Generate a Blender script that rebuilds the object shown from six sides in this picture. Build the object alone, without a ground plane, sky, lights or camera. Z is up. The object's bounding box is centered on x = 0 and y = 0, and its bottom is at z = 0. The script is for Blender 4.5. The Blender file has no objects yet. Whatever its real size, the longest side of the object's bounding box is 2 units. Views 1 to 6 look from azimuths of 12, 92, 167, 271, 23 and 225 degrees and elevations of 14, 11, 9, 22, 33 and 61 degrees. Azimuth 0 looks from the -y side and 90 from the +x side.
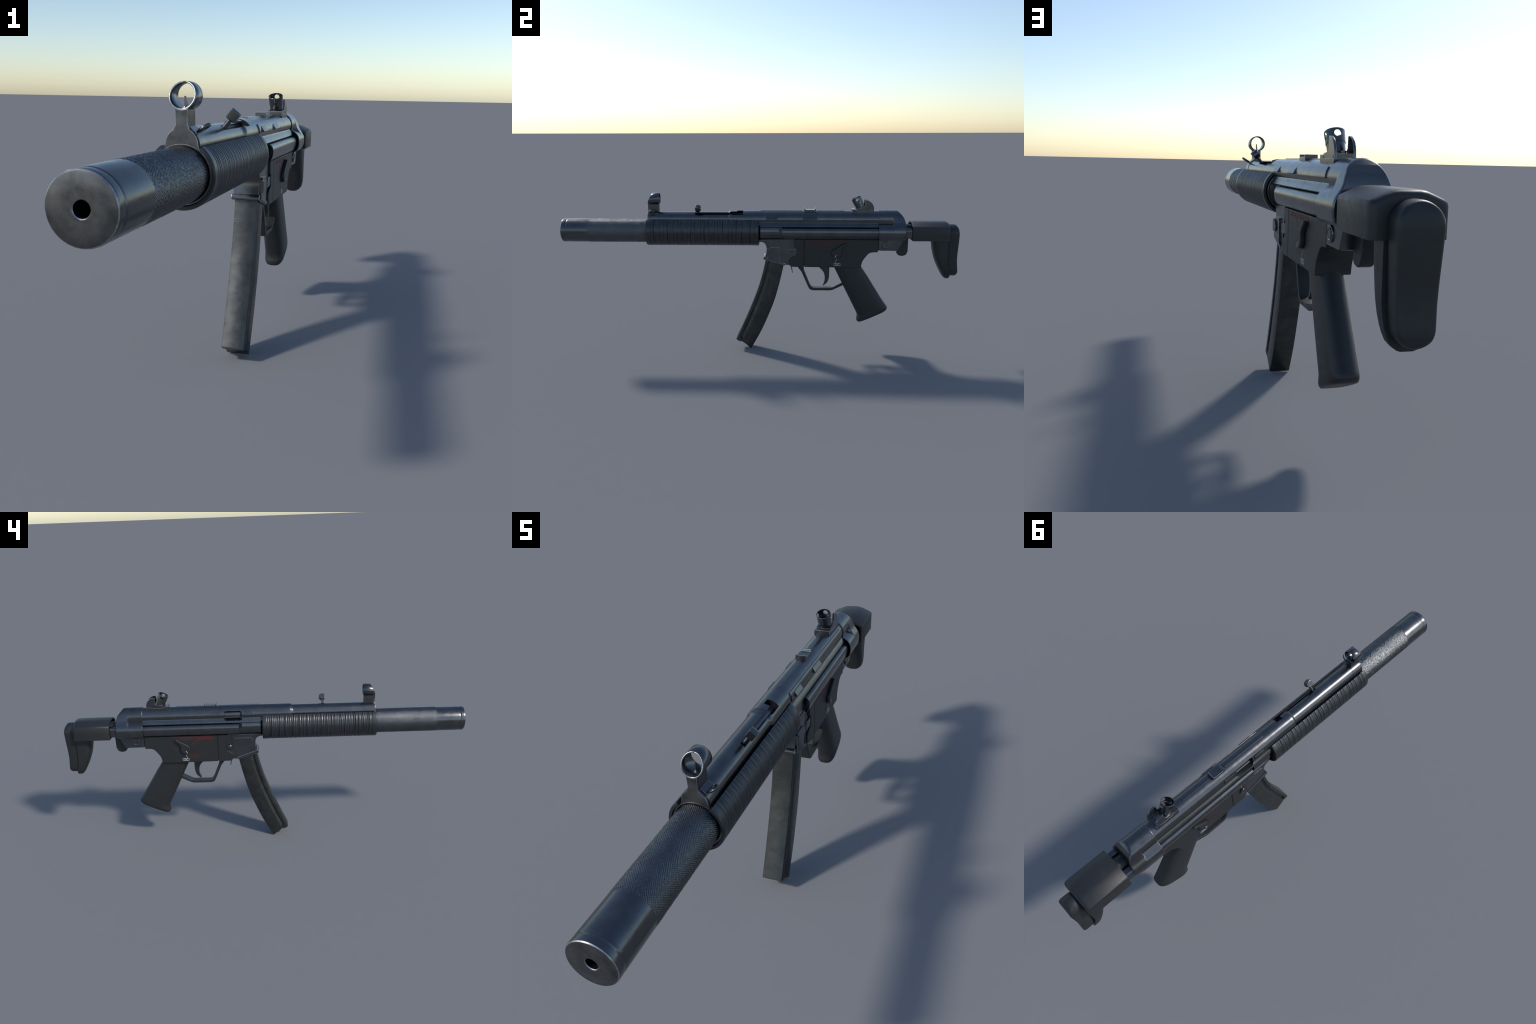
# Compact suppressed carbine built part by part.
# Frame: metres, z up, muzzle toward -y, stock toward +y, bore axis on x = 0.
import bpy, bmesh, math, random
from math import sin, cos, pi, radians, sqrt, atan2
from mathutils import Vector, Matrix

random.seed(7)
BORE_Z = 0.6135        # height of the bore / suppressor axis
TUBE_Z = 0.673         # height of the cocking-tube axis
SCN = bpy.context.scene

# ------------------------------------------------------------------ materials
def new_mat(name):
    m = bpy.data.materials.new(name)
    m.use_nodes = True
    nt = m.node_tree
    nt.nodes.clear()
    out = nt.nodes.new('ShaderNodeOutputMaterial')
    b = nt.nodes.new('ShaderNodeBsdfPrincipled')
    nt.links.new(b.outputs[0], out.inputs[0])
    return m, nt, b

def noise(nt, vec, scale, detail=4.0, rough=0.55, stretch=None):
    if stretch:
        mp = nt.nodes.new('ShaderNodeMapping')
        mp.inputs['Scale'].default_value = stretch
        nt.links.new(vec, mp.inputs[0])
        vec = mp.outputs[0]
    n = nt.nodes.new('ShaderNodeTexNoise')
    n.inputs['Scale'].default_value = scale
    n.inputs['Detail'].default_value = detail
    n.inputs['Roughness'].default_value = rough
    nt.links.new(vec, n.inputs['Vector'])
    return n.outputs['Fac']

def ramp(nt, fac, stops):
    r = nt.nodes.new('ShaderNodeValToRGB')
    el = r.color_ramp.elements
    while len(el) < len(stops):
        el.new(0.5)
    for e, (p, c) in zip(el, stops):
        e.position = p
        e.color = (c[0], c[1], c[2], 1)
    nt.links.new(fac, r.inputs[0])
    return r.outputs[0]

def grey(v):
    return (v, v, v)

def surface(name, base, metallic, rough, cloud=0.18, cloud_scale=22.0,
            rough_var=0.07, grain=0.05, grain_scale=900.0, spec=0.5, scratches=0.0):
    m, nt, b = new_mat(name)
    tc = nt.nodes.new('ShaderNodeTexCoord').outputs['Object']
    n = noise(nt, tc, cloud_scale, 5.0, 0.6)
    lo = tuple(c * (1 - cloud) for c in base)
    hi = tuple(c * (1 + cloud) for c in base)
    col = ramp(nt, n, [(0.32, lo), (0.68, hi)])
    if scratches > 0:
        # thin bright hairline scratches: a narrow iso-band of stretched noise, patchy
        a = noise(nt, tc, 9.0, 1.0, 0.3, (1.0, 7.0, 2.2))
        band = ramp(nt, a, [(0.497, grey(0)), (0.5, grey(1)), (0.503, grey(0))])
        p = ramp(nt, noise(nt, tc, 14.0, 2.0), [(0.60, grey(0)), (0.66, grey(scratches))])
        mu = nt.nodes.new('ShaderNodeMath'); mu.operation = 'MULTIPLY'
        nt.links.new(band, mu.inputs[0]); nt.links.new(p, mu.inputs[1])
        mx = nt.nodes.new('ShaderNodeMix'); mx.data_type = 'RGBA'
        nt.links.new(mu.outputs[0], mx.inputs[0])
        nt.links.new(col, mx.inputs[6])
        mx.inputs[7].default_value = (0.30, 0.31, 0.33, 1)
        col = mx.outputs[2]
    nt.links.new(col, b.inputs['Base Color'])
    n2 = noise(nt, tc, cloud_scale * 2.3, 6.0, 0.65)
    nt.links.new(ramp(nt, n2, [(0.3, grey(rough - rough_var)), (0.7, grey(rough + rough_var))]),
                 b.inputs['Roughness'])
    b.inputs['Metallic'].default_value = metallic
    b.inputs['Specular IOR Level'].default_value = spec
    if grain > 0:
        bp = nt.nodes.new('ShaderNodeBump')
        bp.inputs['Strength'].default_value = grain
        bp.inputs['Distance'].default_value = 0.001
        nt.links.new(noise(nt, tc, grain_scale, 3.0), bp.inputs['Height'])
        nt.links.new(bp.outputs[0], b.inputs['Normal'])
    return m

STEEL = surface('blued_steel', (0.117, 0.121, 0.127), 0.92, 0.245, 0.12, 18.0, 0.045, 0.0, 400, scratches=0.55)
FACE = surface('muzzle_steel', (0.115, 0.115, 0.117), 0.92, 0.40, 0.30, 34.0, 0.08, 0.05, 300)
MAGST = surface('magazine_steel', (0.066, 0.068, 0.068), 0.85, 0.36, 0.22, 26.0, 0.08, 0.05, 500, scratches=0.6)
GUARD = surface('handguard_polymer', (0.066, 0.069, 0.074), 0.75, 0.36, 0.10, 25.0, 0.04, 0.04, 600)
POLY = surface('black_polymer', (0.0175, 0.0185, 0.0198), 0.0, 0.48, 0.10, 30.0, 0.06, 0.10, 1400, spec=0.5)
WORN = surface('worn_steel_edge', (0.33, 0.33, 0.34), 0.95, 0.34, 0.30, 120.0, 0.10, 0.0)
DARK = surface('bore_black', (0.004, 0.004, 0.0045), 0.0, 0.8, 0.1, 30, 0.02, 0.0, spec=0.1)
RED = surface('red_marking_paint', (0.165, 0.020, 0.022), 0.0, 0.6, 0.25, 120.0, 0.03, 0.0, spec=0.3)
WHITE = surface('white_marking_paint', (0.42, 0.44, 0.46), 0.0, 0.6, 0.25, 120.0, 0.03, 0.0, spec=0.3)

# ------------------------------------------------------------------ helpers
ROOT = bpy.data.objects.new('submachine_gun', None)
SCN.collection.objects.link(ROOT)
ROOT['label'] = 'black suppressed submachine gun with curved magazine and short stock'
ROOT['category'] = 'gun'

def add(name, bm, mats, parent=None, bevel=0.0, seg=3, angle=30, wear=False,
        smooth=38, weighted=True, bools=()):
    """Turn a bmesh into a finished, parented object; bevel edges may carry the worn material."""
    bmesh.ops.remove_doubles(bm, verts=bm.verts, dist=1e-6)
    bmesh.ops.recalc_face_normals(bm, faces=bm.faces)
    me = bpy.data.meshes.new(name)
    bm.to_mesh(me)
    bm.free()
    ob = bpy.data.objects.new(name, me)
    SCN.collection.objects.link(ob)
    if not isinstance(mats, (list, tuple)):
        mats = [mats]
    for m in mats:
        me.materials.append(m)
    if wear and WORN not in mats:
        me.materials.append(WORN)
    for c in bools:
        md = ob.modifiers.new('cut', 'BOOLEAN')
        md.operation = 'DIFFERENCE'
        md.solver = 'EXACT'
        md.object = c
    if bevel > 0:
        md = ob.modifiers.new('bevel', 'BEVEL')
        md.width = bevel
        md.segments = seg
        md.limit_method = 'ANGLE'
        md.angle_limit = radians(angle)
        md.use_clamp_overlap = True
        if wear:
            md.material = len(me.materials) - 1
    dg = bpy.context.evaluated_depsgraph_get()
    dg.update()
    new = bpy.data.meshes.new_from_object(ob.evaluated_get(dg))
    ob.modifiers.clear()
    ob.data = new
    new.name = name
    for p in new.polygons:
        p.use_smooth = True
    new.set_sharp_from_angle(angle=radians(smooth))
    if weighted:
        md = ob.modifiers.new('wn', 'WEIGHTED_NORMAL')
        md.keep_sharp = True
        dg = bpy.context.evaluated_depsgraph_get()
        dg.update()
        fin = bpy.data.meshes.new_from_object(ob.evaluated_get(dg))
        ob.modifiers.clear()
        ob.data = fin
        fin.name = name
    ob.parent = parent or ROOT
    return ob

def prism(pts, lo, hi, axis='x', bm=None):
    """Extrude a polygon. axis x: pts are (y,z); axis y: pts are (x,z); axis z: pts are (x,y)."""
    bm = bm or bmesh.new()
    def mk(p, t):
        if axis == 'x': return (t, p[0], p[1])
        if axis == 'y': return (p[0], t, p[1])
        return (p[0], p[1], t)
    a = [bm.verts.new(mk(p, lo)) for p in pts]
    b = [bm.verts.new(mk(p, hi)) for p in pts]
    n = len(pts)
    bm.faces.new(a)
    bm.faces.new(b[::-1])
    for i in range(n):
        j = (i + 1) % n
        bm.faces.new((a[i], b[i], b[j], a[j]))
    return bm

def loft(sections, cap=True, bm=None):
    """sections: lists of 3D points with equal counts (closed loops)."""
    bm = bm or bmesh.new()
    rows = [[bm.verts.new(p) for p in s] for s in sections]
    for r0, r1 in zip(rows, rows[1:]):
        n = len(r0)
        for i in range(n):
            j = (i + 1) % n
            bm.faces.new((r0[i], r0[j], r1[j], r1[i]))
    if cap:
        bm.faces.new(rows[0])
        bm.faces.new(rows[-1][::-1])
    return bm

def revolve(prof, n=96, cz=BORE_Z, cx=0.0, close=False, a0=0.0, a1=2 * pi, bm=None):
    """prof: (y, r) list turned about the y-parallel axis through (cx, cz)."""
    bm = bm or bmesh.new()
    full = abs(a1 - a0 - 2 * pi) < 1e-6
    m = n if full else n + 1
    rows = []
    for (y, r) in prof:
        if r < 1e-7:
            rows.append([bm.verts.new((cx, y, cz))])
        else:
            rows.append([bm.verts.new((cx + r * cos(a0 + (a1 - a0) * k / n), y,
                                       cz + r * sin(a0 + (a1 - a0) * k / n))) for k in range(m)])
    pairs = list(zip(rows, rows[1:]))
    if close:
        pairs.append((rows[-1], rows[0]))
    for r0, r1 in pairs:
        for k in range(n):
            k2 = (k + 1) % m
            if len(r0) == 1 and len(r1) > 1:
                bm.faces.new((r0[0], r1[k], r1[k2]))
            elif len(r1) == 1 and len(r0) > 1:
                bm.faces.new((r0[k], r0[k2], r1[0]))
            elif len(r0) > 1:
                bm.faces.new((r0[k], r0[k2], r1[k2], r1[k]))
    if close and not full:
        bm.faces.new([r[0] for r in rows])
        bm.faces.new([r[-1] for r in rows][::-1])
    return bm

def rod(p, q, r, n=24, bm=None, r2=None):
    """Capped cylinder / cone from p to q."""
    bm = bm or bmesh.new()
    p, q = Vector(p), Vector(q)
    d = (q - p).normalized()
    u = d.orthogonal().normalized()
    v = d.cross(u)
    r2 = r if r2 is None else r2
    a = [p + (u * cos(2 * pi * k / n) + v * sin(2 * pi * k / n)) * r for k in range(n)]
    b = [q + (u * cos(2 * pi * k / n) + v * sin(2 * pi * k / n)) * r2 for k in range(n)]
    return loft([a, b], True, bm)

def box(x0, x1, y0, y1, z0, z1, bm=None):
    return prism([(y0, z0), (y1, z0), (y1, z1), (y0, z1)], x0, x1, 'x', bm)

def arc(cx, cz, r, a0, a1, n):
    return [(cx + r * cos(radians(a0 + (a1 - a0) * k / n)), cz + r * sin(radians(a0 + (a1 - a0) * k / n)))
            for k in range(n + 1)]

def mirror_half(half):
    """half: (x,z) from the top centre down the +x side to the bottom centre."""
    left = [(-x, z) for (x, z) in half[::-1] if abs(x) > 1e-6]
    return half + left

def smooth_poly(ctrl, n=6):
    """Catmull-Rom through an open list of 2D points."""
    out = []
    P = [ctrl[0]] + list(ctrl) + [ctrl[-1]]
    for i in range(1, len(P) - 2):
        p0, p1, p2, p3 = P[i - 1], P[i], P[i + 1], P[i + 2]
        for k in range(n):
            t = k / n
            out.append(tuple(0.5 * ((2 * p1[c]) + (-p0[c] + p2[c]) * t +
                       (2 * p0[c] - 5 * p1[c] + 4 * p2[c] - p3[c]) * t * t +
                       (-p0[c] + 3 * p1[c] - 3 * p2[c] + p3[c]) * t ** 3) for c in range(2)))
    out.append(tuple(ctrl[-1]))
    return out

def round_poly(pts, r, n=5):
    """Round every corner of a closed polygon with radius-like setback r."""
    out = []
    N = len(pts)
    for i in range(N):
        a, b, c = Vector(pts[i - 1]), Vector(pts[i]), Vector(pts[(i + 1) % N])
        s = min(r, (a - b).length * 0.45, (c - b).length * 0.45)
        p, q = b + (a - b).normalized() * s, b + (c - b).normalized() * s
        for k in range(n + 1):
            t = k / n
            out.append(tuple(p * (1 - t) ** 2 + b * 2 * t * (1 - t) + q * t * t))
    return out

def bridge_end(bm, n):
    """Close the last ring (built by mirror_half) with strips running left to right."""
    bm.verts.ensure_lookup_table()
    last = bm.verts[len(bm.verts) - n:]
    for i in range(n // 2):
        quad = []
        for v in (last[i], last[i + 1], last[-(i + 1)], last[-i] if i else last[0]):
            if v not in quad:
                quad.append(v)
        if len(quad) > 2:
            bm.faces.new(quad)
    return bm

def lerp_at(tab, t):
    """Piecewise-linear lookup in a sorted (key, value) table."""
    if t <= tab[0][0]: return tab[0][1]
    for (a, va), (b, vb) in zip(tab, tab[1:]):
        if t <= b:
            return va + (vb - va) * (t - a) / (b - a)
    return tab[-1][1]

def cutter(bm):
    bmesh.ops.recalc_face_normals(bm, faces=bm.faces)
    me = bpy.data.meshes.new('cutter')
    bm.to_mesh(me); bm.free()
    ob = bpy.data.objects.new('cutter', me)
    SCN.collection.objects.link(ob)
    ob.hide_render = True
    return ob

def drop(*obs):
    for o in obs:
        bpy.data.objects.remove(o, do_unlink=True)

# ------------------------------------------------------------------ suppressor
SUP_R = 0.0594
sup = add('suppressor', revolve([(-0.86, SUP_R), (-0.864, SUP_R), (-0.9705, SUP_R), (-0.9718, SUP_R - 0.0001), (-0.9745, SUP_R - 0.0012), (-0.9785, SUP_R - 0.0012),
                                 (-0.981, SUP_R), (-0.9825, SUP_R), (-0.9925, SUP_R), (-0.9945, SUP_R - 0.0001), (-0.9975, SUP_R - 0.0007)], 128),
          STEEL, smooth=45, weighted=False)
add('muzzle_rim', revolve([(-0.9975, SUP_R - 0.0007), (-0.9995, SUP_R - 0.0026)], 128), WORN, sup, weighted=False)
add('muzzle_face', revolve([(-0.9995, SUP_R - 0.0026), (-1.0, SUP_R - 0.0036), (-1.0, 0.03), (-1.0, 0.0155)], 128),
    FACE, sup, weighted=False)
add('bore_rim', revolve([(-1.0, 0.0155), (-0.9985, 0.0139)], 64), WORN, sup, weighted=False)
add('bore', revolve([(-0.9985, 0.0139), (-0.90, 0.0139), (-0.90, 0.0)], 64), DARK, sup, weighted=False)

def knurl():
    """Diamond knurling: crossing helical grooves pressed into the cylinder wall."""
    bm = bmesh.new()
    y0, y1 = -0.868, -0.548
    na, ny = 62, 46              # diamonds round / along
    sa, sy = na * 6, ny * 6
    rows = []
    for j in range(sy + 1):
        y = y0 + (y1 - y0) * j / sy
        fade = min(1.0, j / 5.0, (sy - j) / 5.0)
        row = []
        for i in range(sa):
            th = 2 * pi * i / sa
            u = na * i / sa
            v = ny * j / sy
            h = abs(sin(pi * (u + v))) * abs(sin(pi * (u - v)))
            g = math.floor(u + v) * 12.9898 + math.floor(u - v) * 78.233
            jit = sin(g) * 43758.5453
            jit -= math.floor(jit)                     # heights jittered so the glints scatter unevenly over the knurl
            r = SUP_R - 0.0004 + fade * 0.0014 * ((0.6 + 0.8 * jit) * h - 0.5)
            row.append(bm.verts.new((r * cos(th), y, BORE_Z + r * sin(th))))
        rows.append(row)
    for r0, r1 in zip(rows, rows[1:]):
        for i in range(sa):
            j = (i + 1) % sa
            bm.faces.new((r0[i], r0[j], r1[j], r1[i]))
    return bm
add('knurled_sleeve', knurl(), STEEL, sup, weighted=False, smooth=80)
add('knurl_border', revolve([(-0.8605, SUP_R), (-0.866, SUP_R - 0.0003), (-0.8685, SUP_R - 0.0015)], 128), STEEL, sup, weighted=False)

# ------------------------------------------------------------------ handguard
def handguard():
    """Ribbed shell wrapped round the barrel, open along the top where the tube lies."""
    bm = bmesh.new()
    y0, y1 = -0.5655, 0.0015
    R, RI = 0.0752, 0.0655
    a0 = atan2(TUBE_Z - BORE_Z, 0.0455)          # edge of the top opening
    A0, A1 = a0, -pi - a0                          # runs down round the belly
    n = 90
    pitch = 0.0098
    def rib(y, th):
        if y < y0 + 0.022 or y > y1 - 0.016:
            return 0.0
        q = (y - y0) / pitch
        ph = q + 0.16 * sin(1.6 * th + 2 * pi * q / 3.7) + 0.10 * sin(2.7 * th - 2 * pi * q / 5.3)  # waviness modelled to make the ring highlights irregular and converging
        k = math.floor(ph)
        f = ph - k
        amp = (1.0, 0.45, 0.9, 0.30, 1.1, 0.65, 0.4)[k % 7] * (0.9 + 0.2 * sin(k * 1.7))
        return -0.0030 * amp * (0.5 + 0.5 * cos(2 * pi * min(0.5, abs(f - 0.5) / 0.72)))
    ny = int((y1 - y0) / 0.0012)
    ys = [y0 + 0.0022] + [y0 + 0.004 + (y1 - y0 - 0.008) * j / ny for j in range(ny + 1)] + [y1 - 0.0022]
    prof = [(y0 + 0.003, RI, 0)] + [(y0, RI + 0.001, 0), (y0, R - 0.002, 0)] + [(y, R - (0.0006 if k in (0, len(ys) - 1) else 0), 1) for k, y in enumerate(ys)] + \
           [(y1, R - 0.002, 0), (y1, RI + 0.001, 0), (y1 - 0.03, RI, 0), (y1 - 0.06, RI, 0)]
    rows = []
    for (y, r, ribbed) in prof:
        rows.append([bm.verts.new(((r + (rib(y, A0 + (A1 - A0) * k / n) if ribbed else 0)) * cos(A0 + (A1 - A0) * k / n), y,
                                   BORE_Z + (r + (rib(y, A0 + (A1 - A0) * k / n) if ribbed else 0)) * sin(A0 + (A1 - A0) * k / n)))
                     for k in range(n + 1)])
    for r0, r1 in zip(rows, rows[1:] + rows[:1]):
        for k in range(n):
            bm.faces.new((r0[k], r0[k + 1], r1[k + 1], r1[k]))
    bm.faces.new([r[0] for r in rows])
    bm.faces.new([r[-1] for r in rows][::-1])
    return bm
hg = add('handguard', handguard(), GUARD, smooth=50, weighted=False)
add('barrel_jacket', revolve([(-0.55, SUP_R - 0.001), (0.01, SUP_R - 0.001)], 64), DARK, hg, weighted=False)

# ------------------------------------------------------------------ cocking tube with handle slot
HANG = radians(52)                                   # direction in which the handle leans out
hd = Vector((cos(HANG), 0, sin(HANG)))
side = Vector((sin(HANG), 0, -cos(HANG)))
axis0 = Vector((0, 0, TUBE_Z))
def slot_prism(pts, r0, r1):
    """pts: (y, s) outline across the tube; extruded radially along the handle direction."""
    bm = bmesh.new()
    a = [bm.verts.new(axis0 + hd * r0 + side * s + Vector((0, y, 0))) for y, s in pts]
    b = [bm.verts.new(axis0 + hd * r1 + side * s + Vector((0, y, 0))) for y, s in pts]
    bm.faces.new(a); bm.faces.new(b[::-1])
    for i in range(len(pts)):
        j = (i + 1) % len(pts)
        bm.faces.new((a[i], b[i], b[j], a[j]))
    return bm
c1 = cutter(slot_prism([(-0.319, -0.0085), (-0.319, 0.0085), (-0.140, 0.0085), (-0.125, 0.0125), (-0.077, 0.0125),
                        (-0.077, -0.026), (-0.106, -0.026), (-0.108, -0.0085)], 0.012, 0.075))
TR = 0.0372
tube = add('cocking_tube', revolve([(-0.552, 0), (-0.552, TR), (-0.156, TR), (-0.153, TR), (-0.1505, TR + 0.0003), (-0.1485, TR + 0.0010),
                                    (-0.1445, TR + 0.0040), (-0.1425, TR + 0.0050), (-0.139, 0.0426), (-0.132, 0.0430), (-0.128, 0.0430), (0.012, 0.0430), (0.012, 0)], 96, TUBE_Z),
           STEEL, smooth=30, weighted=False, bools=[c1])
drop(c1)
add('cocking_rod', revolve([(-0.335, 0), (-0.335, 0.0245), (-0.07, 0.0245), (-0.07, 0)], 40, TUBE_Z), STEEL, tube, smooth=40)
def knob():
    """D-shaped knob: flat toward the muzzle, rounded toward the shooter, cut across the stem."""
    yc, hc, r = -0.2995, 0.0735, 0.0145
    prof = [(-0.3135, hc - r + 0.001), (-0.3135, hc + r - 0.001), (yc - 0.004, hc + r)]
    prof += [(yc + r * cos(a), hc + r * sin(a)) for a in [pi / 2 - pi * k / 14 for k in range(15)]]
    prof += [(yc - 0.004, hc - r)]
    bm = bmesh.new()
    rows = [[bm.verts.new(axis0 + hd * h + side * t + Vector((0, y, 0))) for y, h in prof] for t in (-0.0122, 0.0122)]
    bm.faces.new(rows[0]); bm.faces.new(rows[1][::-1])
    n = len(prof)
    for k in range(n):
        bm.faces.new((rows[0][k], rows[1][k], rows[1][(k + 1) % n], rows[0][(k + 1) % n]))
    return bm
handle = add('cocking_handle', knob(), STEEL, bevel=0.0025, wear=False)
add('handle_stem', rod(axis0 + hd * 0.02 + Vector((0, -0.306, 0)), axis0 + hd * 0.066 + Vector((0, -0.302, 0)), 0.0062), STEEL, handle, bevel=0.001)

# ------------------------------------------------------------------ front sight
def sight_tower():
    """Front plate: waisted post above a domed shoulder, hugging the suppressor."""
    half = [(0.0, 0.7464), (0.008, 0.7474), (0.0142, 0.7498), (0.0130, 0.735), (0.0128, 0.716), (0.0160, 0.7105)]
    half += arc(0, 0.6765, 0.0352, 60, 4, 10)
    half += [(0.0365, 0.671), (0.0400, 0.6635), (0.0470, 0.6565)]
    half += [(0.0475 - 0.0475 * k / 10, BORE_Z + sqrt(0.0607 ** 2 - (0.0475 - 0.0475 * k / 10) ** 2)) for k in range(1, 11)]
    return prism(mirror_half(half), -0.5585, -0.5505, 'y')
fs = add('front_sight', sight_tower(), [FACE], bevel=0.0010, seg=2, wear=True, angle=50)
add('clamp_band', revolve([(-0.5585, 0.0608), (-0.5585, 0.0636), (-0.5565, 0.0645), (-0.548, 0.0645), (-0.548, 0.0608)], 128, close=True), STEEL, fs)
add('clamp_band_rim', revolve([(-0.5588, 0.0628), (-0.5588, 0.0642), (-0.5560, 0.0648), (-0.5560, 0.0628)], 128, close=True), WORN, fs)
add('sight_sleeve', revolve([(-0.5515, 0.0362), (-0.5515, 0.0384), (-0.5045, 0.0384), (-0.5030, 0.0378), (-0.5030, 0.0362)], 96, TUBE_Z, close=True), STEEL, fs, smooth=40)
add('sight_post', prism([(-0.5515, 0.704), (-0.5515, 0.7475), (-0.5035, 0.7475), (-0.5035, 0.704)], -0.0128, 0.0128), STEEL, fs, bevel=0.0012)

def hood_front(z):
    t = max(0.0, (z - 0.747) / 0.0585)
    return -0.5585 + 0.0245 * t ** 1.6
def hood():
    """Ring hood with a raked front edge."""
    cz, ro, ri, n = 0.7750, 0.0293, 0.0255, 72
    secs = []
    for k in range(n):
        a = 2 * pi * k / n
        def P(r, y): return (r * cos(a), y, cz + r * sin(a))
        zf = cz + ro * sin(a)
        yf = hood_front(zf)
        secs.append([P(ri, yf + 0.001), P(ri + 0.001, yf), P(ro - 0.001, yf), P(ro, yf + 0.0012), P(ro, -0.5018),
                     P(ro - 0.0008, -0.501), P(ri + 0.0008, -0.501), P(ri, -0.5018)])
    bm = bmesh.new()
    rows = [[bm.verts.new(p) for p in s] for s in secs]
    for i in range(n):
        r0, r1 = rows[i], rows[(i + 1) % n]
        for k in range(8):
            k2 = (k + 1) % 8
            f = bm.faces.new((r0[k], r1[k], r1[k2], r0[k2]))
            f.material_index = 1 if k in (0, 1, 2) else 0
    return bm
add('sight_hood', hood(), [STEEL, WORN], fs, smooth=50, weighted=False)
add('sight_blade', prism([(-0.5365, 0.7495), (-0.5345, 0.7545), (-0.5335, 0.7735), (-0.5305, 0.7745), (-0.526, 0.768), (-0.510, 0.7495)],
                         -0.0017, 0.0017), STEEL, fs, bevel=0.0005)
add('blade_foot', rod((0, -0.5345, 0.7495), (0, -0.5345, 0.7535), 0.0042, 16, r2=0.0025), WORN, fs)

def eye_ring():
    bm = bmesh.new()
    c = Vector((0.0415, -0.534, 0.7105))
    u, v = Vector((0, 1, 0)), Vector((0.84, 0, 0.54))
    w = u.cross(v)
    N, M = 40, 10
    rows = []
    for i in range(N):
        a = 2 * pi * i / N
        d = u * cos(a) * 1.0 + v * sin(a) * 1.12
        rows.append([bm.verts.new(c + d * 0.0125 + d.normalized() * (0.0028 * cos(2 * pi * k / M)) + w * (0.0036 * sin(2 * pi * k / M))) for k in range(M)])
    for i in range(N):
        r0, r1 = rows[i], rows[(i + 1) % N]
        for k in range(M):
            k2 = (k + 1) % M
            bm.faces.new((r0[k], r0[k2], r1[k2], r1[k]))
    return bm
add('sling_eye', eye_ring(), STEEL, fs, weighted=False, smooth=80)
def eye_lug():
    d = Vector((0.60, 0, 0.80)); s = Vector((0.80, 0, -0.60))
    o = Vector((0, 0, TUBE_Z))
    secs = []
    for y in (-0.549, -0.508):
        secs.append([o + d * r + s * t + Vector((0, y, 0)) for r, t in ((0.030, -0.014), (0.0412, -0.0135), (0.0412, 0.006), (0.030, 0.012))])
    return loft(secs)
add('eye_lug', eye_lug(), STEEL, fs, bevel=0.0008, wear=True, seg=2)

# ------------------------------------------------------------------ upper receiver
def recv_half():
    h = arc(0, TUBE_Z, 0.0432, 90, 0, 20)
    h += [(0.0420, 0.6665), (0.0398, 0.661), (0.0402, 0.6585), (0.0425, 0.6550), (0.0475, 0.6480), (0.0510, 0.6400),
          (0.0495, 0.6376), (0.0460, 0.6362), (0.0445, 0.634), (0.0445, 0.598), (0.0330, 0.594), (0.0330, 0.570), (0.0, 0.570)]
    return h
port = cutter(prism(round_poly([(0.101, 0.6485), (0.190, 0.6485), (0.190, 0.6955), (0.101, 0.6955)], 0.011, 4), -0.10, -0.018))
notch = cutter(box(-0.07, -0.018, 0.1040, 0.1178, 0.6140, 0.6360, box(0.018, 0.07, 0.1040, 0.1178, 0.6140, 0.6360)))
recv = add('upper_receiver', prism(mirror_half(recv_half()), 0.0005, 0.602, 'y'), STEEL, smooth=28, bools=[port, notch], weighted=False)
drop(port, notch)
add('bolt_carrier', revolve([(0.1100, 0), (0.1100, 0.0285), (0.1130, 0.0305), (0.21, 0.0305), (0.21, 0)], 64, 0.6700), STEEL, recv, smooth=40)
add('bolt_rail', rod((-0.0290, 0.1080, 0.6620), (-0.0290, 0.2050, 0.6620), 0.0045, 16), STEEL, recv)

def trunnion(zmax=1.0):
    """Round barrel seat in front of the carrier rails."""
    h = [(0.0, min(0.658, zmax))]
    h += [p for p in arc(0, 0.6125, 0.0505, 62, -62, 24) if p[1] < zmax]
    return mirror_half(h + [(0.0, 0.562)])
add('trunnion', prism(trunnion(), -0.0200, 0.1035, 'y'), STEEL, recv, smooth=30, weighted=False)
add('trunnion_step', prism(trunnion(0.6145), 0.1033, 0.1285, 'y'), STEEL, recv, smooth=30, weighted=False)
add('barrel_nut', revolve([(-0.02, 0.050), (-0.02, 0.0615), (0.0012, 0.0615), (0.0022, 0.0600), (0.0022, 0.0490)], 80), STEEL, recv, smooth=40)
plate_out = [(0.0490, 0.6345), (0.0545, 0.6338), (0.0600, 0.6305), (0.0640, 0.6245), (0.0658, 0.6160), (0.0657, 0.6060), (0.0632, 0.5950), (0.0590, 0.5865), (0.0540, 0.5815)]
plate_in = [(x - 0.0055, z - 0.0015) for x, z in plate_out[::-1]]
plate_in[0] = (0.0460, 0.5850); plate_in[-1] = (0.0455, 0.629)
for s in (1, -1):
    add('carrier_rail', prism([(s * x, z) for x, z in smooth_poly(plate_out, 3) + plate_in], 0.1180, 0.603, 'y'), STEEL, recv, smooth=35, bevel=0.0006, seg=1, angle=60)

for s in (1, -1):
    add('rail_plug', prism([(s * 0.043, 0.632), (s * 0.055, 0.631), (s * 0.0625, 0.620), (s * 0.0625, 0.600), (s * 0.053, 0.583), (s * 0.043, 0.582)], 0.1320, 0.145, 'y'), STEEL, recv)

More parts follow.
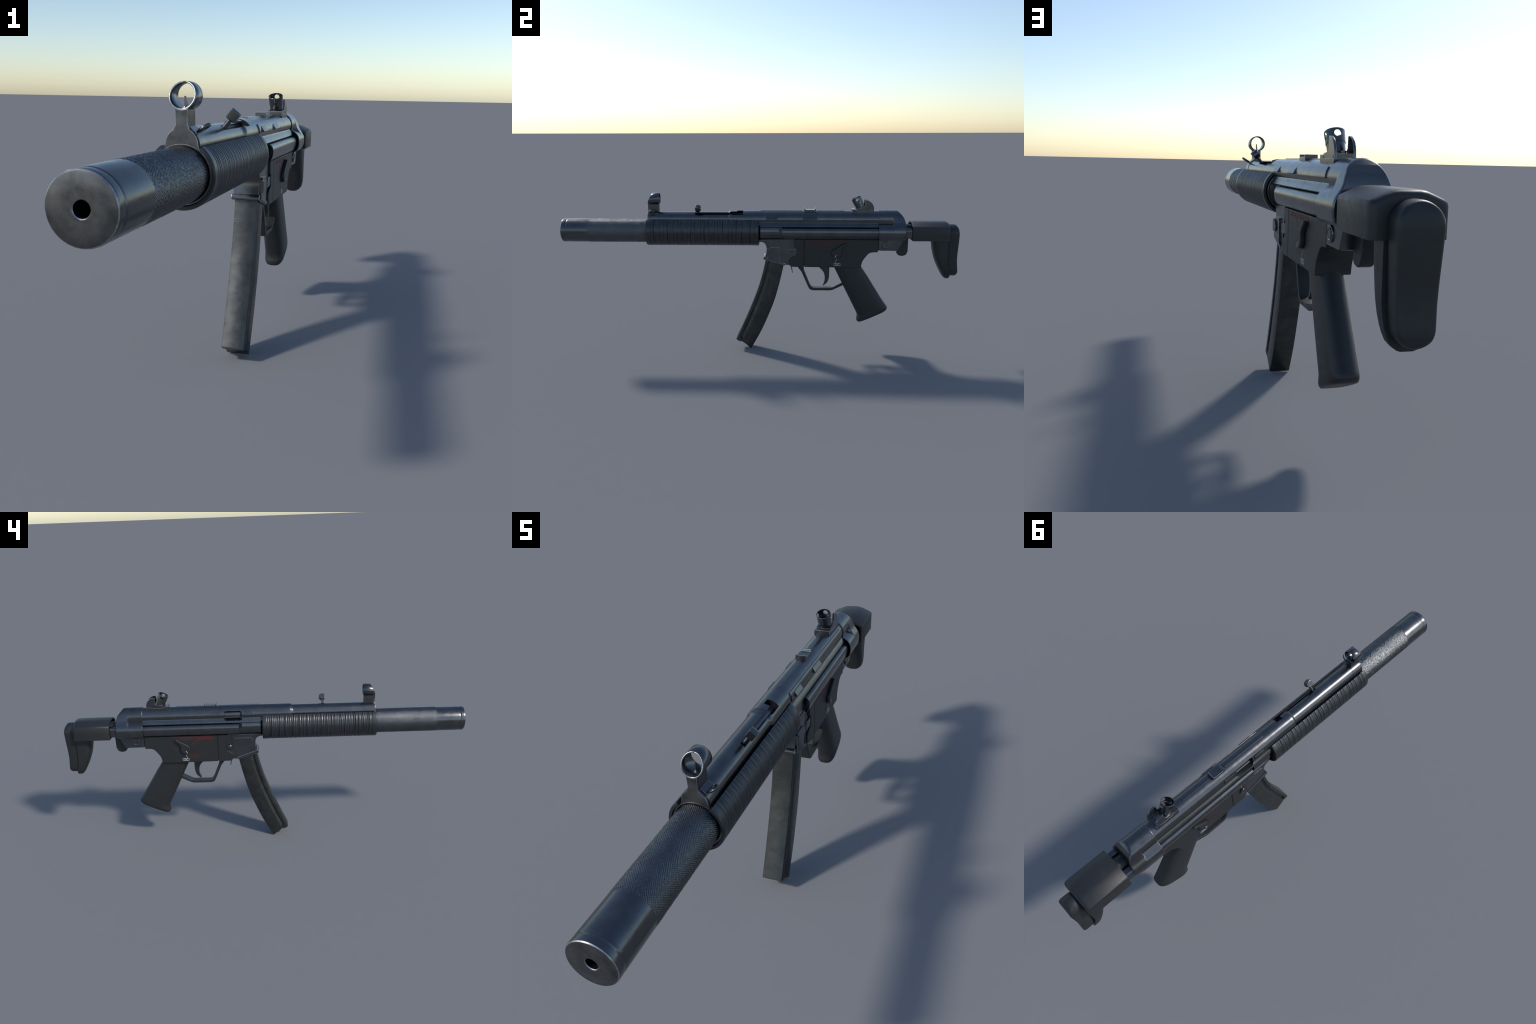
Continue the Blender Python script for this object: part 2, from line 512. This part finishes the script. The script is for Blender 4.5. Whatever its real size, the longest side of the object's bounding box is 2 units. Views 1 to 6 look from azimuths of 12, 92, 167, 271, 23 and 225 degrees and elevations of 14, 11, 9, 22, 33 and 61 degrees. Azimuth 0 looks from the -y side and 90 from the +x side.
# raised strips on the roof, scope mount
for (a, b) in ((0.0105, 0.2185), (0.2935, 0.4305)):
    add('roof_strip', prism([(-0.0085, 0.712), (0.0085, 0.712), (0.0070, 0.7182), (-0.0070, 0.7182)], a, b, 'y'), STEEL, recv, bevel=0.0012, seg=2)
mount = add('scope_mount', prism([(0.2285, 0.704), (0.2875, 0.704), (0.2880, 0.7290), (0.2830, 0.7290), (0.2815, 0.7225),
                                  (0.2350, 0.7225), (0.2335, 0.7290), (0.2285, 0.7290)], -0.0185, 0.0185), STEEL, bevel=0.0010, wear=True, seg=2)

# reinforcing panel and lugs on the flanks
pan = arc(0, TUBE_Z, 0.0462, 36, -1, 10) + arc(0, TUBE_Z, 0.0420, -1, 36, 10)
panel = add('side_panel', prism(pan, 0.0100, 0.5705, 'y'), STEEL, recv, bevel=0.0010, seg=2, angle=50)
def lug(y0, y1, s, out):
    return prism([(s * 0.0400, 0.6925), (s * 0.0432, 0.6925), (s * (0.0435 + out), 0.6785), (s * (0.0430 + out), 0.6755), (s * 0.0420, 0.6755)], y0, y1, 'y')
for (a, b, s, out) in ((0.039, 0.096, 1, 0.009), (0.221, 0.293, 1, 0.009), (0.043, 0.091, -1, 0.0062), (0.205, 0.253, -1, 0.0062)):
    add('receiver_lug', lug(a, b, s, out), STEEL, recv, bevel=0.0010, seg=2)

# ------------------------------------------------------------------ rear sight
rs = add('rear_sight', prism([(0.4665, 0.7270), (0.4665, 0.7110), (0.4760, 0.7030), (0.5770, 0.7030), (0.5765, 0.7190), (0.5690, 0.7190),
                              (0.5690, 0.7250), (0.5560, 0.7250), (0.5545, 0.7190), (0.4920, 0.7190), (0.4905, 0.7240), (0.4800, 0.7245), (0.4780, 0.7270)],
                             -0.0285, 0.0285), STEEL, bevel=0.0010, wear=True, seg=2)
add('sight_carriage', prism([(0.4850, 0.715), (0.5750, 0.715), (0.5750, 0.7300), (0.5450, 0.7330), (0.4850, 0.7290)], -0.0215, 0.0215), STEEL, rs, bevel=0.001, seg=2)
ear = [(0.4910, 0.716), (0.4880, 0.7285), (0.4960, 0.7310), (0.5180, 0.7335), (0.5290, 0.7420), (0.5310, 0.7705)] + \
      [(0.5340 + 0.041 * sin(radians(a)), 0.7300 + 0.0412 * cos(radians(a))) for a in range(5, 90, 12)] + [(0.5755, 0.716)]
for s in (1, -1):
    add('sight_ear', prism(ear, s * 0.0205, s * 0.0270), STEEL, rs, bevel=0.0010, wear=True, seg=2, angle=35)
add('elevation_screw', rod((0, 0.553, 0.729), (0, 0.553, 0.7365), 0.0095, 24), STEEL, rs, bevel=0.0012, seg=2)

def drum():
    """Open aperture drum leaning toward the muzzle."""
    pr = [(-0.0400, 0), (-0.0400, 0.0225), (-0.0110, 0.0232), (-0.0105, 0.0246), (0.0060, 0.0252), (0.0215, 0.0258), (0.0224, 0.0250), (0.0218, 0.0232),
          (0.0000, 0.0220), (-0.0010, 0.0180), (-0.0140, 0.0175), (-0.0140, 0)]
    bm = bmesh.new()
    n = 64
    rows = []
    for (h, r) in pr:
        rows.append([bm.verts.new((0, 0, h))] if r == 0 else [bm.verts.new((r * cos(2 * pi * k / n), r * sin(2 * pi * k / n), h)) for k in range(n)])
    for r0, r1 in zip(rows, rows[1:]):
        for k in range(n):
            k2 = (k + 1) % n
            if len(r0) == 1: bm.faces.new((r0[0], r1[k], r1[k2]))
            elif len(r1) == 1: bm.faces.new((r0[k], r0[k2], r1[0]))
            else: bm.faces.new((r0[k], r0[k2], r1[k2], r1[k]))
    return bm
DRUM_M = Matrix.Translation((0, 0.4965, 0.7615)) @ Matrix.Rotation(radians(24), 4, 'X')
def place(bm, M):
    bmesh.ops.transform(bm, matrix=M, verts=bm.verts)
    return bm
cut = bmesh.new()
for (ang, r, h) in ((90, 0.0090, 0.0085), (0, 0.0095, 0.0090), (180, 0.0095, 0.0100), (270, 0.0036, 0.0020)):
    d = Vector((cos(radians(ang)), sin(radians(ang)), 0))
    rod(d * 0.012 + Vector((0, 0, h)), d * 0.035 + Vector((0, 0, h)), r, 24, cut)
dc = cutter(place(cut, DRUM_M))
add('aperture_drum', place(drum(), DRUM_M), STEEL, rs, smooth=35, bools=[dc], weighted=False)
drop(dc)

# ------------------------------------------------------------------ end cap
def cap_half(kind):
    h = arc(0, TUBE_Z, 0.0468, 90, 20, 14)
    if kind == 'channel':
        h += [(0.0468, 0.6760), (0.0450, 0.6640), (0.0445, 0.6570), (0.0540, 0.6510), (0.0650, 0.6430)]
    else:
        h += [(0.0490, 0.6780), (0.0525, 0.6660), (0.0570, 0.6565), (0.0625, 0.6485), (0.0680, 0.6405)]
    h += [(0.0720, 0.6330), (0.0752, 0.6220), (0.0758, 0.6100), (0.0745, 0.5970), (0.0705, 0.5850), (0.0620, 0.5765), (0.0450, 0.5725), (0.0, 0.5720)]
    return mirror_half(h)
Y_END = [(0.560, 0.7275), (0.600, 0.7310), (0.645, 0.7320), (0.662, 0.7300), (0.686, 0.7220), (0.7200, 0.6950)]
def shrink(sec, d, c=(0.0, 0.635)):
    out = []
    for x, z in sec:
        v = Vector((x - c[0], z - c[1]))
        v *= max(0.0, 1 - d / max(v.length, 1e-5))
        out.append((c[0] + v.x, c[1] + v.y))
    return out
A, B = cap_half('channel'), cap_half('full')
secs = [[(x, 0.5975, z) for x, z in shrink(A, 0.003)], [(x, 0.5990, z) for x, z in A], [(x, 0.6005, z) for x, z in A], [(x, 0.6655, z) for x, z in A], [(x, 0.6670, z) for x, z in A], [(x, 0.6725, z) for x, z in B], [(x, 0.6740, z) for x, z in B]]
for back, ins in ((0.0075, 0.0), (0.0060, 0.0), (0.0022, 0.0010), (0.0, 0.0035)):
    secs.append([(x, lerp_at(Y_END, z) - back, z) for x, z in shrink(B, ins)])
bm = bridge_end(loft(secs, False), len(B))
cap = add('end_cap', bm, STEEL, smooth=26, weighted=False)
edge = [[(x, 0.5968, z) for x, z in A], [(x * 1.004, 0.5974, TUBE_Z + (z - TUBE_Z) * 1.004) for x, z in A], [(x, 0.5992, z) for x, z in A]]
add('cap_lip', loft([edge[0], edge[1]], False), WORN, cap, weighted=False)
add('cap_block', prism([(0.5985, 0.5810), (0.5985, 0.5215), (0.6940, 0.5205), (0.6985, 0.5245), (0.7240, 0.5790)], -0.0470, 0.0470), STEEL, cap, bevel=0.004, seg=3)
for s in (1, -1):
    pin = add('takedown_pin', rod((s * 0.040, 0.6365, 0.5515), (s * 0.0515, 0.6365, 0.5515), 0.0205, 6 if False else 40), STEEL, cap, bevel=0.0035, seg=3)
    bm = bmesh.new()
    N = 40
    for k in range(N):
        a, b = 2 * pi * k / N, 2 * pi * (k + 1) / N
        P = lambda r, t, x: (s * x, 0.6365 + r * cos(t), 0.5515 + r * sin(t))
        q = [P(0.0118, a, 0.0518), P(0.0142, a, 0.0526), P(0.0142, b, 0.0526), P(0.0118, b, 0.0518)]
        w = [P(0.0118, a, 0.0505), P(0.0118, b, 0.0505), P(0.0142, a, 0.0505), P(0.0142, b, 0.0505)]
        v = [bm.verts.new(p) for p in q + w]
        bm.faces.new(v[0:4]); bm.faces.new((v[0], v[3], v[5], v[4])); bm.faces.new((v[1], v[6], v[7], v[2]))
    add('pin_ring', bm, STEEL, pin, weighted=False)

# ------------------------------------------------------------------ stock
for s in (1, -1):
    add('stock_rail', prism([(s * x, z) for x, z in round_poly([(0.0360, 0.6345), (0.0590, 0.6345), (0.0650, 0.6260), (0.0650, 0.5850), (0.0360, 0.5850)], 0.005, 3)], 0.72, 0.80, 'y'),
        STEEL, smooth=40, bevel=0.0006, seg=1, angle=60)
add('buffer_housing', revolve([(0.725, 0.0), (0.725, 0.0295), (0.815, 0.0295), (0.815, 0)], 48, 0.6200), POLY)
def stock_body():
    half = [(0.0, 0.6648), (0.020, 0.6648), (0.034, 0.6625), (0.050, 0.6560), (0.0670, 0.6485), (0.0742, 0.6445), (0.0768, 0.6375), (0.0768, 0.610), (0.0768, 0.5755), (0.040, 0.5750), (0.0, 0.5750)]
    S = mirror_half(half)
    def inset(d, dz_low=0.0):
        return [(x * (1 - d / 0.0768), 0.6200 + (z - 0.6200) * (1 - (d if z > 0.62 else dz_low) / 0.045)) for x, z in S]
    secs = [[(x, 0.795, z) for x, z in inset(0.009, 0.008)], [(x, 0.7625, z) for x, z in inset(0.009, 0.008)], [(x, 0.7615, z) for x, z in inset(0.008, 0.007)],
            [(x, 0.7615, z) for x, z in inset(0.001, 0.001)], [(x, 0.7630, z) for x, z in S], [(x, 0.930, z) for x, z in S],
            [(x, 0.9375, z) for x, z in inset(0.0016)], [(x, 0.9430, z) for x, z in inset(0.0045)], [(x, 0.9458, z) for x, z in inset(0.0105)], [(x, 0.9465, z) for x, z in inset(0.016)]]
    return loft(secs)
stock = add('stock', stock_body(), POLY, smooth=38, weighted=False)

def butt_core():
    """Support under the stock that tapers down behind the pad."""
    front_y = [(0.375, 0.9440), (0.380, 0.9350), (0.390, 0.9275), (0.420, 0.9110), (0.445, 0.8985), (0.480, 0.8850), (0.518, 0.8745), (0.585, 0.8660)]
    half_w = [(0.375, 0.0120), (0.378, 0.0200), (0.384, 0.0285), (0.394, 0.0375), (0.410, 0.0430), (0.430, 0.0460), (0.460, 0.0470), (0.520, 0.0475), (0.585, 0.0480)]
    back_y = [(0.375, 0.9560), (0.384, 0.9600), (0.40, 0.9590), (0.46, 0.9430), (0.585, 0.9430)]
    secs = []
    zs = [0.375, 0.378, 0.384, 0.394, 0.405, 0.42, 0.44, 0.46, 0.48, 0.50, 0.53, 0.56, 0.585]
    for z in zs:
        yf, yb, w = lerp_at(front_y, z), lerp_at(back_y, z), lerp_at(half_w, z)
        d = yb - yf
        row = []
        for k in range(21):                   # rounded front, square back
            a = pi * k / 20
            ex = 0.68
            cx, sy = cos(a), sin(a)
            row.append((w * math.copysign(abs(cx) ** ex, cx), yf + d * 0.62 * (1 - abs(sy) ** ex), z))
        row += [(-w, yb, z), (w, yb, z)]
        secs.append(row)
    return loft(secs)
add('butt_core', butt_core(), POLY, stock, smooth=50, weighted=False)

def butt_pad():
    """Rounded recoil pad, gently curved fore and aft along its height."""
    zc_top, zc_bot, wt, wb = 0.6055, 0.4255, 0.0445, 0.0375
    half = [(wt * sin(radians(a)), zc_top + wt * cos(radians(a))) for a in range(0, 91, 9)]
    half += [(wt + (wb - wt) * k / 9, zc_top + (zc_bot - zc_top) * k / 9) for k in range(1, 9)]
    half += [(wb * cos(radians(a)), zc_bot - wb * sin(radians(a))) for a in range(0, 91, 9)]
    half[-1] = (0.0, half[-1][1])
    full = mirror_half(half)
    rear = [(0.388, 0.9960), (0.402, 1.0005), (0.430, 0.9975), (0.47, 0.9940), (0.51, 0.9950), (0.55, 0.9975), (0.59, 0.9995), (0.615, 1.0), (0.635, 0.9970), (0.651, 0.9890)]
    secs = []
    c = (0.0, 0.52)
    for y0, ins in ((0.938, 0.0025), (0.9480, 0.0025), (0.9505, 0.0008), (0.9540, 0.0), ('r3', 0.0), ('r2', 0.0012), ('r1', 0.0040), ('r0', 0.0090)):
        sec = []
        for (x, z) in full:
            k = 1 - ins / 0.045
            X = x * k
            Z = c[1] + (z - c[1]) * (1 - ins / 0.13)
            Y = y0 if isinstance(y0, float) else lerp_at(rear, z) - {'r3': 0.0115, 'r2': 0.0055, 'r1': 0.0015, 'r0': 0.0}[y0]
            sec.append((X, Y, Z))
        secs.append(sec)
    return bridge_end(loft(secs, False), len(full))
add('butt_pad', butt_pad(), POLY, stock, smooth=50, weighted=False)

hook = round_poly([(0.6985, 0.585), (0.6960, 0.5030), (0.7040, 0.4925), (0.7230, 0.4885), (0.7420, 0.4945), (0.7505, 0.5120), (0.7515, 0.585)], 0.006, 3)
add('stock_release', prism(hook, -0.0165, 0.0165), POLY, cap, bevel=0.010, seg=4, angle=40)

# ------------------------------------------------------------------ trigger housing and grip
HW = 0.0470
front_h = [(0.1790, 0.5765), (0.1775, 0.5370), (0.1905, 0.5310), (0.1905, 0.5010), (0.1840, 0.4910), (0.1660, 0.4840), (0.1545, 0.4740), (0.1515, 0.4600), (0.1570, 0.4430), (0.1700, 0.4365), (0.2283, 0.4360), (0.2283, 0.5765)]
rear_h = [(0.2307, 0.5765), (0.2307, 0.4360)] + [(0.5040, 0.4335), (0.5150, 0.4340)] + \
         smooth_poly([(0.5170, 0.4480), (0.5220, 0.4660), (0.5340, 0.4850), (0.5500, 0.5040), (0.5590, 0.5095), (0.5700, 0.5125)], 4) + [(0.5980, 0.5135), (0.5980, 0.5765)]
house = add('trigger_housing', prism(rear_h, -HW, HW), POLY, bevel=0.0030, seg=3, angle=35)
add('housing_nose', prism(front_h, -HW, HW), POLY, house, bevel=0.0026, seg=3, angle=35)
add('housing_core', box(-0.0440, 0.0440, 0.200, 0.26, 0.441, 0.572), POLY, house)
add('housing_fill', prism([(0.140, 0.577), (0.205, 0.577), (0.205, 0.460), (0.1600, 0.4450), (0.1340, 0.4450)], -0.0395, 0.0395), STEEL, house, bevel=0.001, seg=1)

def grip():
    stations = [  # front (y,z), rear (y,z), half width
        ((0.3720, 0.4520), (0.5130, 0.4520), 0.0355), ((0.3825, 0.4300), (0.5220, 0.4300), 0.0355), ((0.4110, 0.3720), (0.5560, 0.3800), 0.0360),
        ((0.4425, 0.3080), (0.5900, 0.3250), 0.0370), ((0.4755, 0.2420), (0.6260, 0.2680), 0.0380), ((0.5000, 0.1930), (0.6510, 0.2320), 0.0385),
        ((0.5060, 0.1780), (0.6570, 0.2240), 0.0385), ((0.5030, 0.1660), (0.6575, 0.2155), 0.0384), ((0.5020, 0.1530), (0.6530, 0.2080), 0.0378), ((0.5055, 0.1450), (0.6480, 0.2040), 0.0360),
        ((0.5120, 0.1420), (0.6380, 0.1990), 0.0320)]
    secs = []
    for (f, r, w) in stations:
        row = []
        N = 36
        for k in range(N):
            a = 2 * pi * k / N
            c, s = cos(a), sin(a)
            ex = 0.55 if c > 0 else 0.70            # fuller toward the back
            t = 0.5 + 0.5 * math.copysign(abs(c) ** ex, c)
            x = w * math.copysign(abs(s) ** 0.62, s)
            row.append((x, f[0] + (r[0] - f[0]) * t, f[1] + (r[1] - f[1]) * t))
        secs.append(row)
    return loft(secs)
add('pistol_grip', grip(), POLY, smooth=50, weighted=False)

outer = [(0.1980, 0.4450), (0.1990, 0.4290), (0.2180, 0.4050), (0.2515, 0.3290), (0.2595, 0.3150), (0.2740, 0.3085), (0.3640, 0.3085), (0.3775, 0.3115), (0.4390, 0.3410)]
inner = [(0.4350, 0.3580), (0.3760, 0.3255), (0.3660, 0.3215), (0.2800, 0.3215), (0.2700, 0.3265), (0.2615, 0.3370), (0.2300, 0.4130), (0.2285, 0.4450)]
add('trigger_guard', prism(outer + inner, -0.0190, 0.0190), POLY, house, bevel=0.0022, seg=3, angle=50)
trig = smooth_poly([(0.3070, 0.4450), (0.3085, 0.4270), (0.3230, 0.4120), (0.3330, 0.3960), (0.3370, 0.3740), (0.3350, 0.3540), (0.3255, 0.3330)], 4) + \
       [(0.3310, 0.3320)] + smooth_poly([(0.3500, 0.3490), (0.3575, 0.3700), (0.3595, 0.4000), (0.3595, 0.4450)], 3)
add('trigger', prism(trig, -0.0100, 0.0100), MAGST, house, bevel=0.0025, seg=2, angle=50)
add('magazine_catch', prism([(0.1590, 0.4450), (0.1640, 0.4270), (0.1705, 0.3990), (0.1740, 0.3985), (0.1690, 0.4270), (0.1660, 0.4450)], -0.0120, 0.0120), STEEL, house, bevel=0.001, seg=2)

# selector levers, both sides
lev = smooth_poly([(0.3675, 0.5130), (0.3690, 0.5000), (0.3790, 0.4875), (0.3940, 0.4840), (0.4080, 0.4900), (0.4150, 0.5030), (0.4150, 0.5190), (0.4190, 0.5320), (0.4300, 0.5440), (0.4420, 0.5530)], 4)
lev += [(0.4440, 0.5580), (0.4380, 0.5610), (0.4310, 0.5590)] + smooth_poly([(0.4100, 0.5460), (0.3800, 0.5280), (0.3720, 0.5220)], 3)
for s in (1, -1):
    lv = add('selector_lever', prism(lev, s * 0.0462, s * 0.0600), POLY, house, bevel=0.0045, seg=3, angle=40)

# pictograms: thin inlaid paint strips on both flanks
def stroke(bm, s, p, q, w, x):
    p, q = Vector(p), Vector(q)
    d = (q - p).normalized()
    n = Vector((-d.y, d.x)) * (w / 2)
    p, q = p - d * w * 0.4, q + d * w * 0.4
    prism([tuple(p + n), tuple(q + n), tuple(q - n), tuple(p - n)], s * (x - 0.001), s * (x + 0.0003), 'x', bm)
def chain(bm, s, pts, w, x, closed=False):
    for a, b in zip(pts, pts[1:] + (pts[:1] if closed else [])):
        if a != b:
            stroke(bm, s, a, b, w, x)
def cartridge(y0, y1, z0, z1):
    m = y0 + (y1 - y0) * 0.34
    zc = (z0 + z1) / 2
    h = (z1 - z0) / 2
    return [(y1, z0), (m, z0), (y0 + 0.003, zc - h * 0.55), (y0, zc), (y0 + 0.003, zc + h * 0.55), (m, z1), (y1, z1)]
for s in (1, -1):
    bm = bmesh.new()
    z0, z1 = 0.5592, 0.5695
    chain(bm, s, [(0.2470, z0), (0.4455, z0), (0.4455, z1), (0.2470, z1)], 0.0016, HW)
    n = 7
    for k in range(n):
        a = 0.2520 + k * 0.0274
        chain(bm, s, cartridge(a, a + 0.0262, z0 + 0.0018, z1 - 0.0018), 0.0013, HW + 0.0001, True)
    stroke(bm, s, (0.3160, z0 - 0.001), (0.3650, 0.5275), 0.0018, HW)
    chain(bm, s, cartridge(0.3700, 0.3385, 0.4650, 0.4750), 0.0017, HW, True)
    stroke(bm, s, (0.3695, 0.4690), (0.3790, 0.4790), 0.0017, HW)
    add('red_marking', bm, RED, house, weighted=False)
    bm = bmesh.new()
    a, b, c, d = 0.3795, 0.4105, 0.4445, 0.4565
    chain(bm, s, [(a, c), (b, c), (b, d), (a, d)], 0.0018, HW, True)
    stroke(bm, s, (a + 0.007, c), (b - 0.007, d), 0.0016, HW + 0.0001)
    stroke(bm, s, (a + 0.007, d), (b - 0.007, c), 0.0016, HW + 0.0002)
    stroke(bm, s, (a + 0.007, c), (a + 0.007, d), 0.0010, HW + 0.0003)
    stroke(bm, s, (b - 0.007, c), (b - 0.007, d), 0.0010, HW + 0.0003)
    chain(bm, s, [(0.3935, 0.4775), (0.3865, 0.4610), (0.3890, 0.4575)], 0.0020, HW)
    stroke(bm, s, (0.3900, 0.5005), (0.3825, 0.4885), 0.0028, 0.0600)
    add('white_marking', bm, WHITE, house, weighted=False)

# ------------------------------------------------------------------ magazine well
WW = 0.0405
well = [(0.0, 0.5750)] + [(0.0, 0.5640), (0.0120, 0.5625)] + smooth_poly([(0.0250, 0.5590), (0.0345, 0.5510), (0.0400, 0.5370), (0.0415, 0.5250), (0.0395, 0.5080), (0.0330, 0.4790)], 4) + \
       [(0.1360, 0.4480), (0.1625, 0.5770)]
mw = add('magazine_well', prism(well, -WW, WW), STEEL, bevel=0.0025, seg=3, angle=40)
rim = [(0.0300, 0.4900), (0.0260, 0.4860), (0.0235, 0.4790), (0.0250, 0.4735), (0.1340, 0.4420), (0.1380, 0.4480), (0.1370, 0.4530)]
add('well_rim', prism(rim, -0.0440, 0.0440), STEEL, mw, bevel=0.0022, seg=2, angle=40, wear=True)
add('paddle_plate', prism([(0.0420, 0.5310), (0.0590, 0.5310), (0.0600, 0.5380), (0.1060, 0.5380), (0.1070, 0.4640), (0.1330, 0.4520), (0.1320, 0.4460), (0.0440, 0.4720)],
                          0.0390, 0.0475), STEEL, mw, bevel=0.0012, wear=True, seg=2, angle=30)
add('paddle_boss', prism([(0.0420, 0.5300), (0.0640, 0.5290), (0.0760, 0.5220), (0.0820, 0.5080), (0.0780, 0.4960), (0.0680, 0.4920), (0.0420, 0.4935)], 0.0470, 0.0520), STEEL, mw, bevel=0.0015, seg=2, angle=40)
add('catch_frame', prism([(0.1150, 0.5225), (0.1500, 0.5225), (0.1450, 0.4950), (0.1150, 0.4950)], 0.0400, 0.0425), STEEL, mw, bevel=0.0010, seg=2)
add('catch_flap', prism([(0.1520, 0.5275), (0.1930, 0.5275), (0.1890, 0.5080), (0.1780, 0.4990), (0.1460, 0.4960)], 0.0390, 0.0450), STEEL, mw, bevel=0.0010, seg=2, wear=True)
add('well_seam', prism([(0.1600, 0.5770), (0.1640, 0.5770), (0.1375, 0.4480), (0.1335, 0.4480)], -0.0420, 0.0420), STEEL, mw, bevel=0.0008, seg=2)
add('well_panel', prism(round_poly([(0.1490, 0.5570), (0.0525, 0.5560), (0.0500, 0.5150), (0.1340, 0.4905)], 0.010, 4), -0.0435, -0.0390), STEEL, mw, bevel=0.0012, wear=True, seg=2, angle=50)
bm = bmesh.new()
N = 32
rows = []
for (x, r) in ((-0.038, 0.0135), (-0.0475, 0.0135), (-0.0500, 0.0122), (-0.0518, 0.0090), (-0.0527, 0.0045)):
    rows.append([(x, 0.1695 + r * cos(2 * pi * k / N), 0.5110 + r * sin(2 * pi * k / N)) for k in range(N)])
add('catch_button', loft(rows), STEEL, mw, smooth=50, weighted=False)

# ------------------------------------------------------------------ magazine
MF = smooth_poly([(0.0430, 0.5000), (0.0340, 0.4650), (0.0205, 0.4050), (0.0035, 0.3430), (-0.0190, 0.2790), (-0.0450, 0.2140), (-0.0780, 0.1370), (-0.1185, 0.0500)], 4)
MR = smooth_poly([(0.1400, 0.5000), (0.1300, 0.4500), (0.1170, 0.3900), (0.1010, 0.3250), (0.0800, 0.2530), (0.0500, 0.1760), (0.0130, 0.0930), (-0.0385, 0.0000)], 4)
MF = [(y + 0.0012, z) for y, z in MF]
MR = [(y - 0.0012, z) for y, z in MR]
def magazine():
    """Curved box: front rail, narrow groove, slanted rib, flat flank, rounded spine."""
    W = 0.0345
    prof = [(0.000, W - 0.0016), (0.006, W - 0.0005), (0.016, W), (0.140, W), (0.158, W - 0.003), (0.172, W - 0.0085), (0.200, W - 0.0090), (0.225, W - 0.0085), (0.30, W - 0.0035),
            (0.350, W - 0.0005), (0.380, W), (0.60, W), (0.95, W), (0.985, W - 0.0015), (1.0, W - 0.0045)]
    secs = []
    n = len(MF)
    for k in range(n):
        f, r = Vector(MF[k]), Vector(MR[k])
        row = []
        for (t, w) in prof:
            p = f.lerp(r, t)
            row.append((w, p.x, p.y))
        for (t, w) in prof[::-1]:
            p = f.lerp(r, t)
            row.append((-w, p.x, p.y))
        secs.append(row)
    return secs
ms = magazine()
# concave sole: the middle of the last section is pulled up
last = []
for (x, y, z) in ms[-1]:
    t = (y - MF[-1][0]) / (MR[-1][0] - MF[-1][0])
    up = 0.010 * max(0.0, sin(pi * min(1, max(0, (t - 0.10) / 0.75)))) ** 1.0 if 0.10 < t < 0.85 else 0.0
    last.append((x, y + up * 0.45, z + up * 0.35))
ms[-1] = last
mag = add('magazine', loft(ms), MAGST, smooth=30, weighted=False)
tip_f, tip_r = Vector(MF[-1]), Vector(MR[-1])
dirn = (Vector(MF[-1]) - Vector(MF[-3])).normalized()
a = tip_f.lerp(tip_r, 0.03); b = tip_f.lerp(tip_r, 0.30)
add('floor_plate', prism([tuple(a - dirn * 0.02), tuple(b - dirn * 0.02), tuple(b + dirn * 0.001), tuple(a + dirn * 0.003)], -0.0335, 0.0335), MAGST, mag, bevel=0.0015, seg=2)
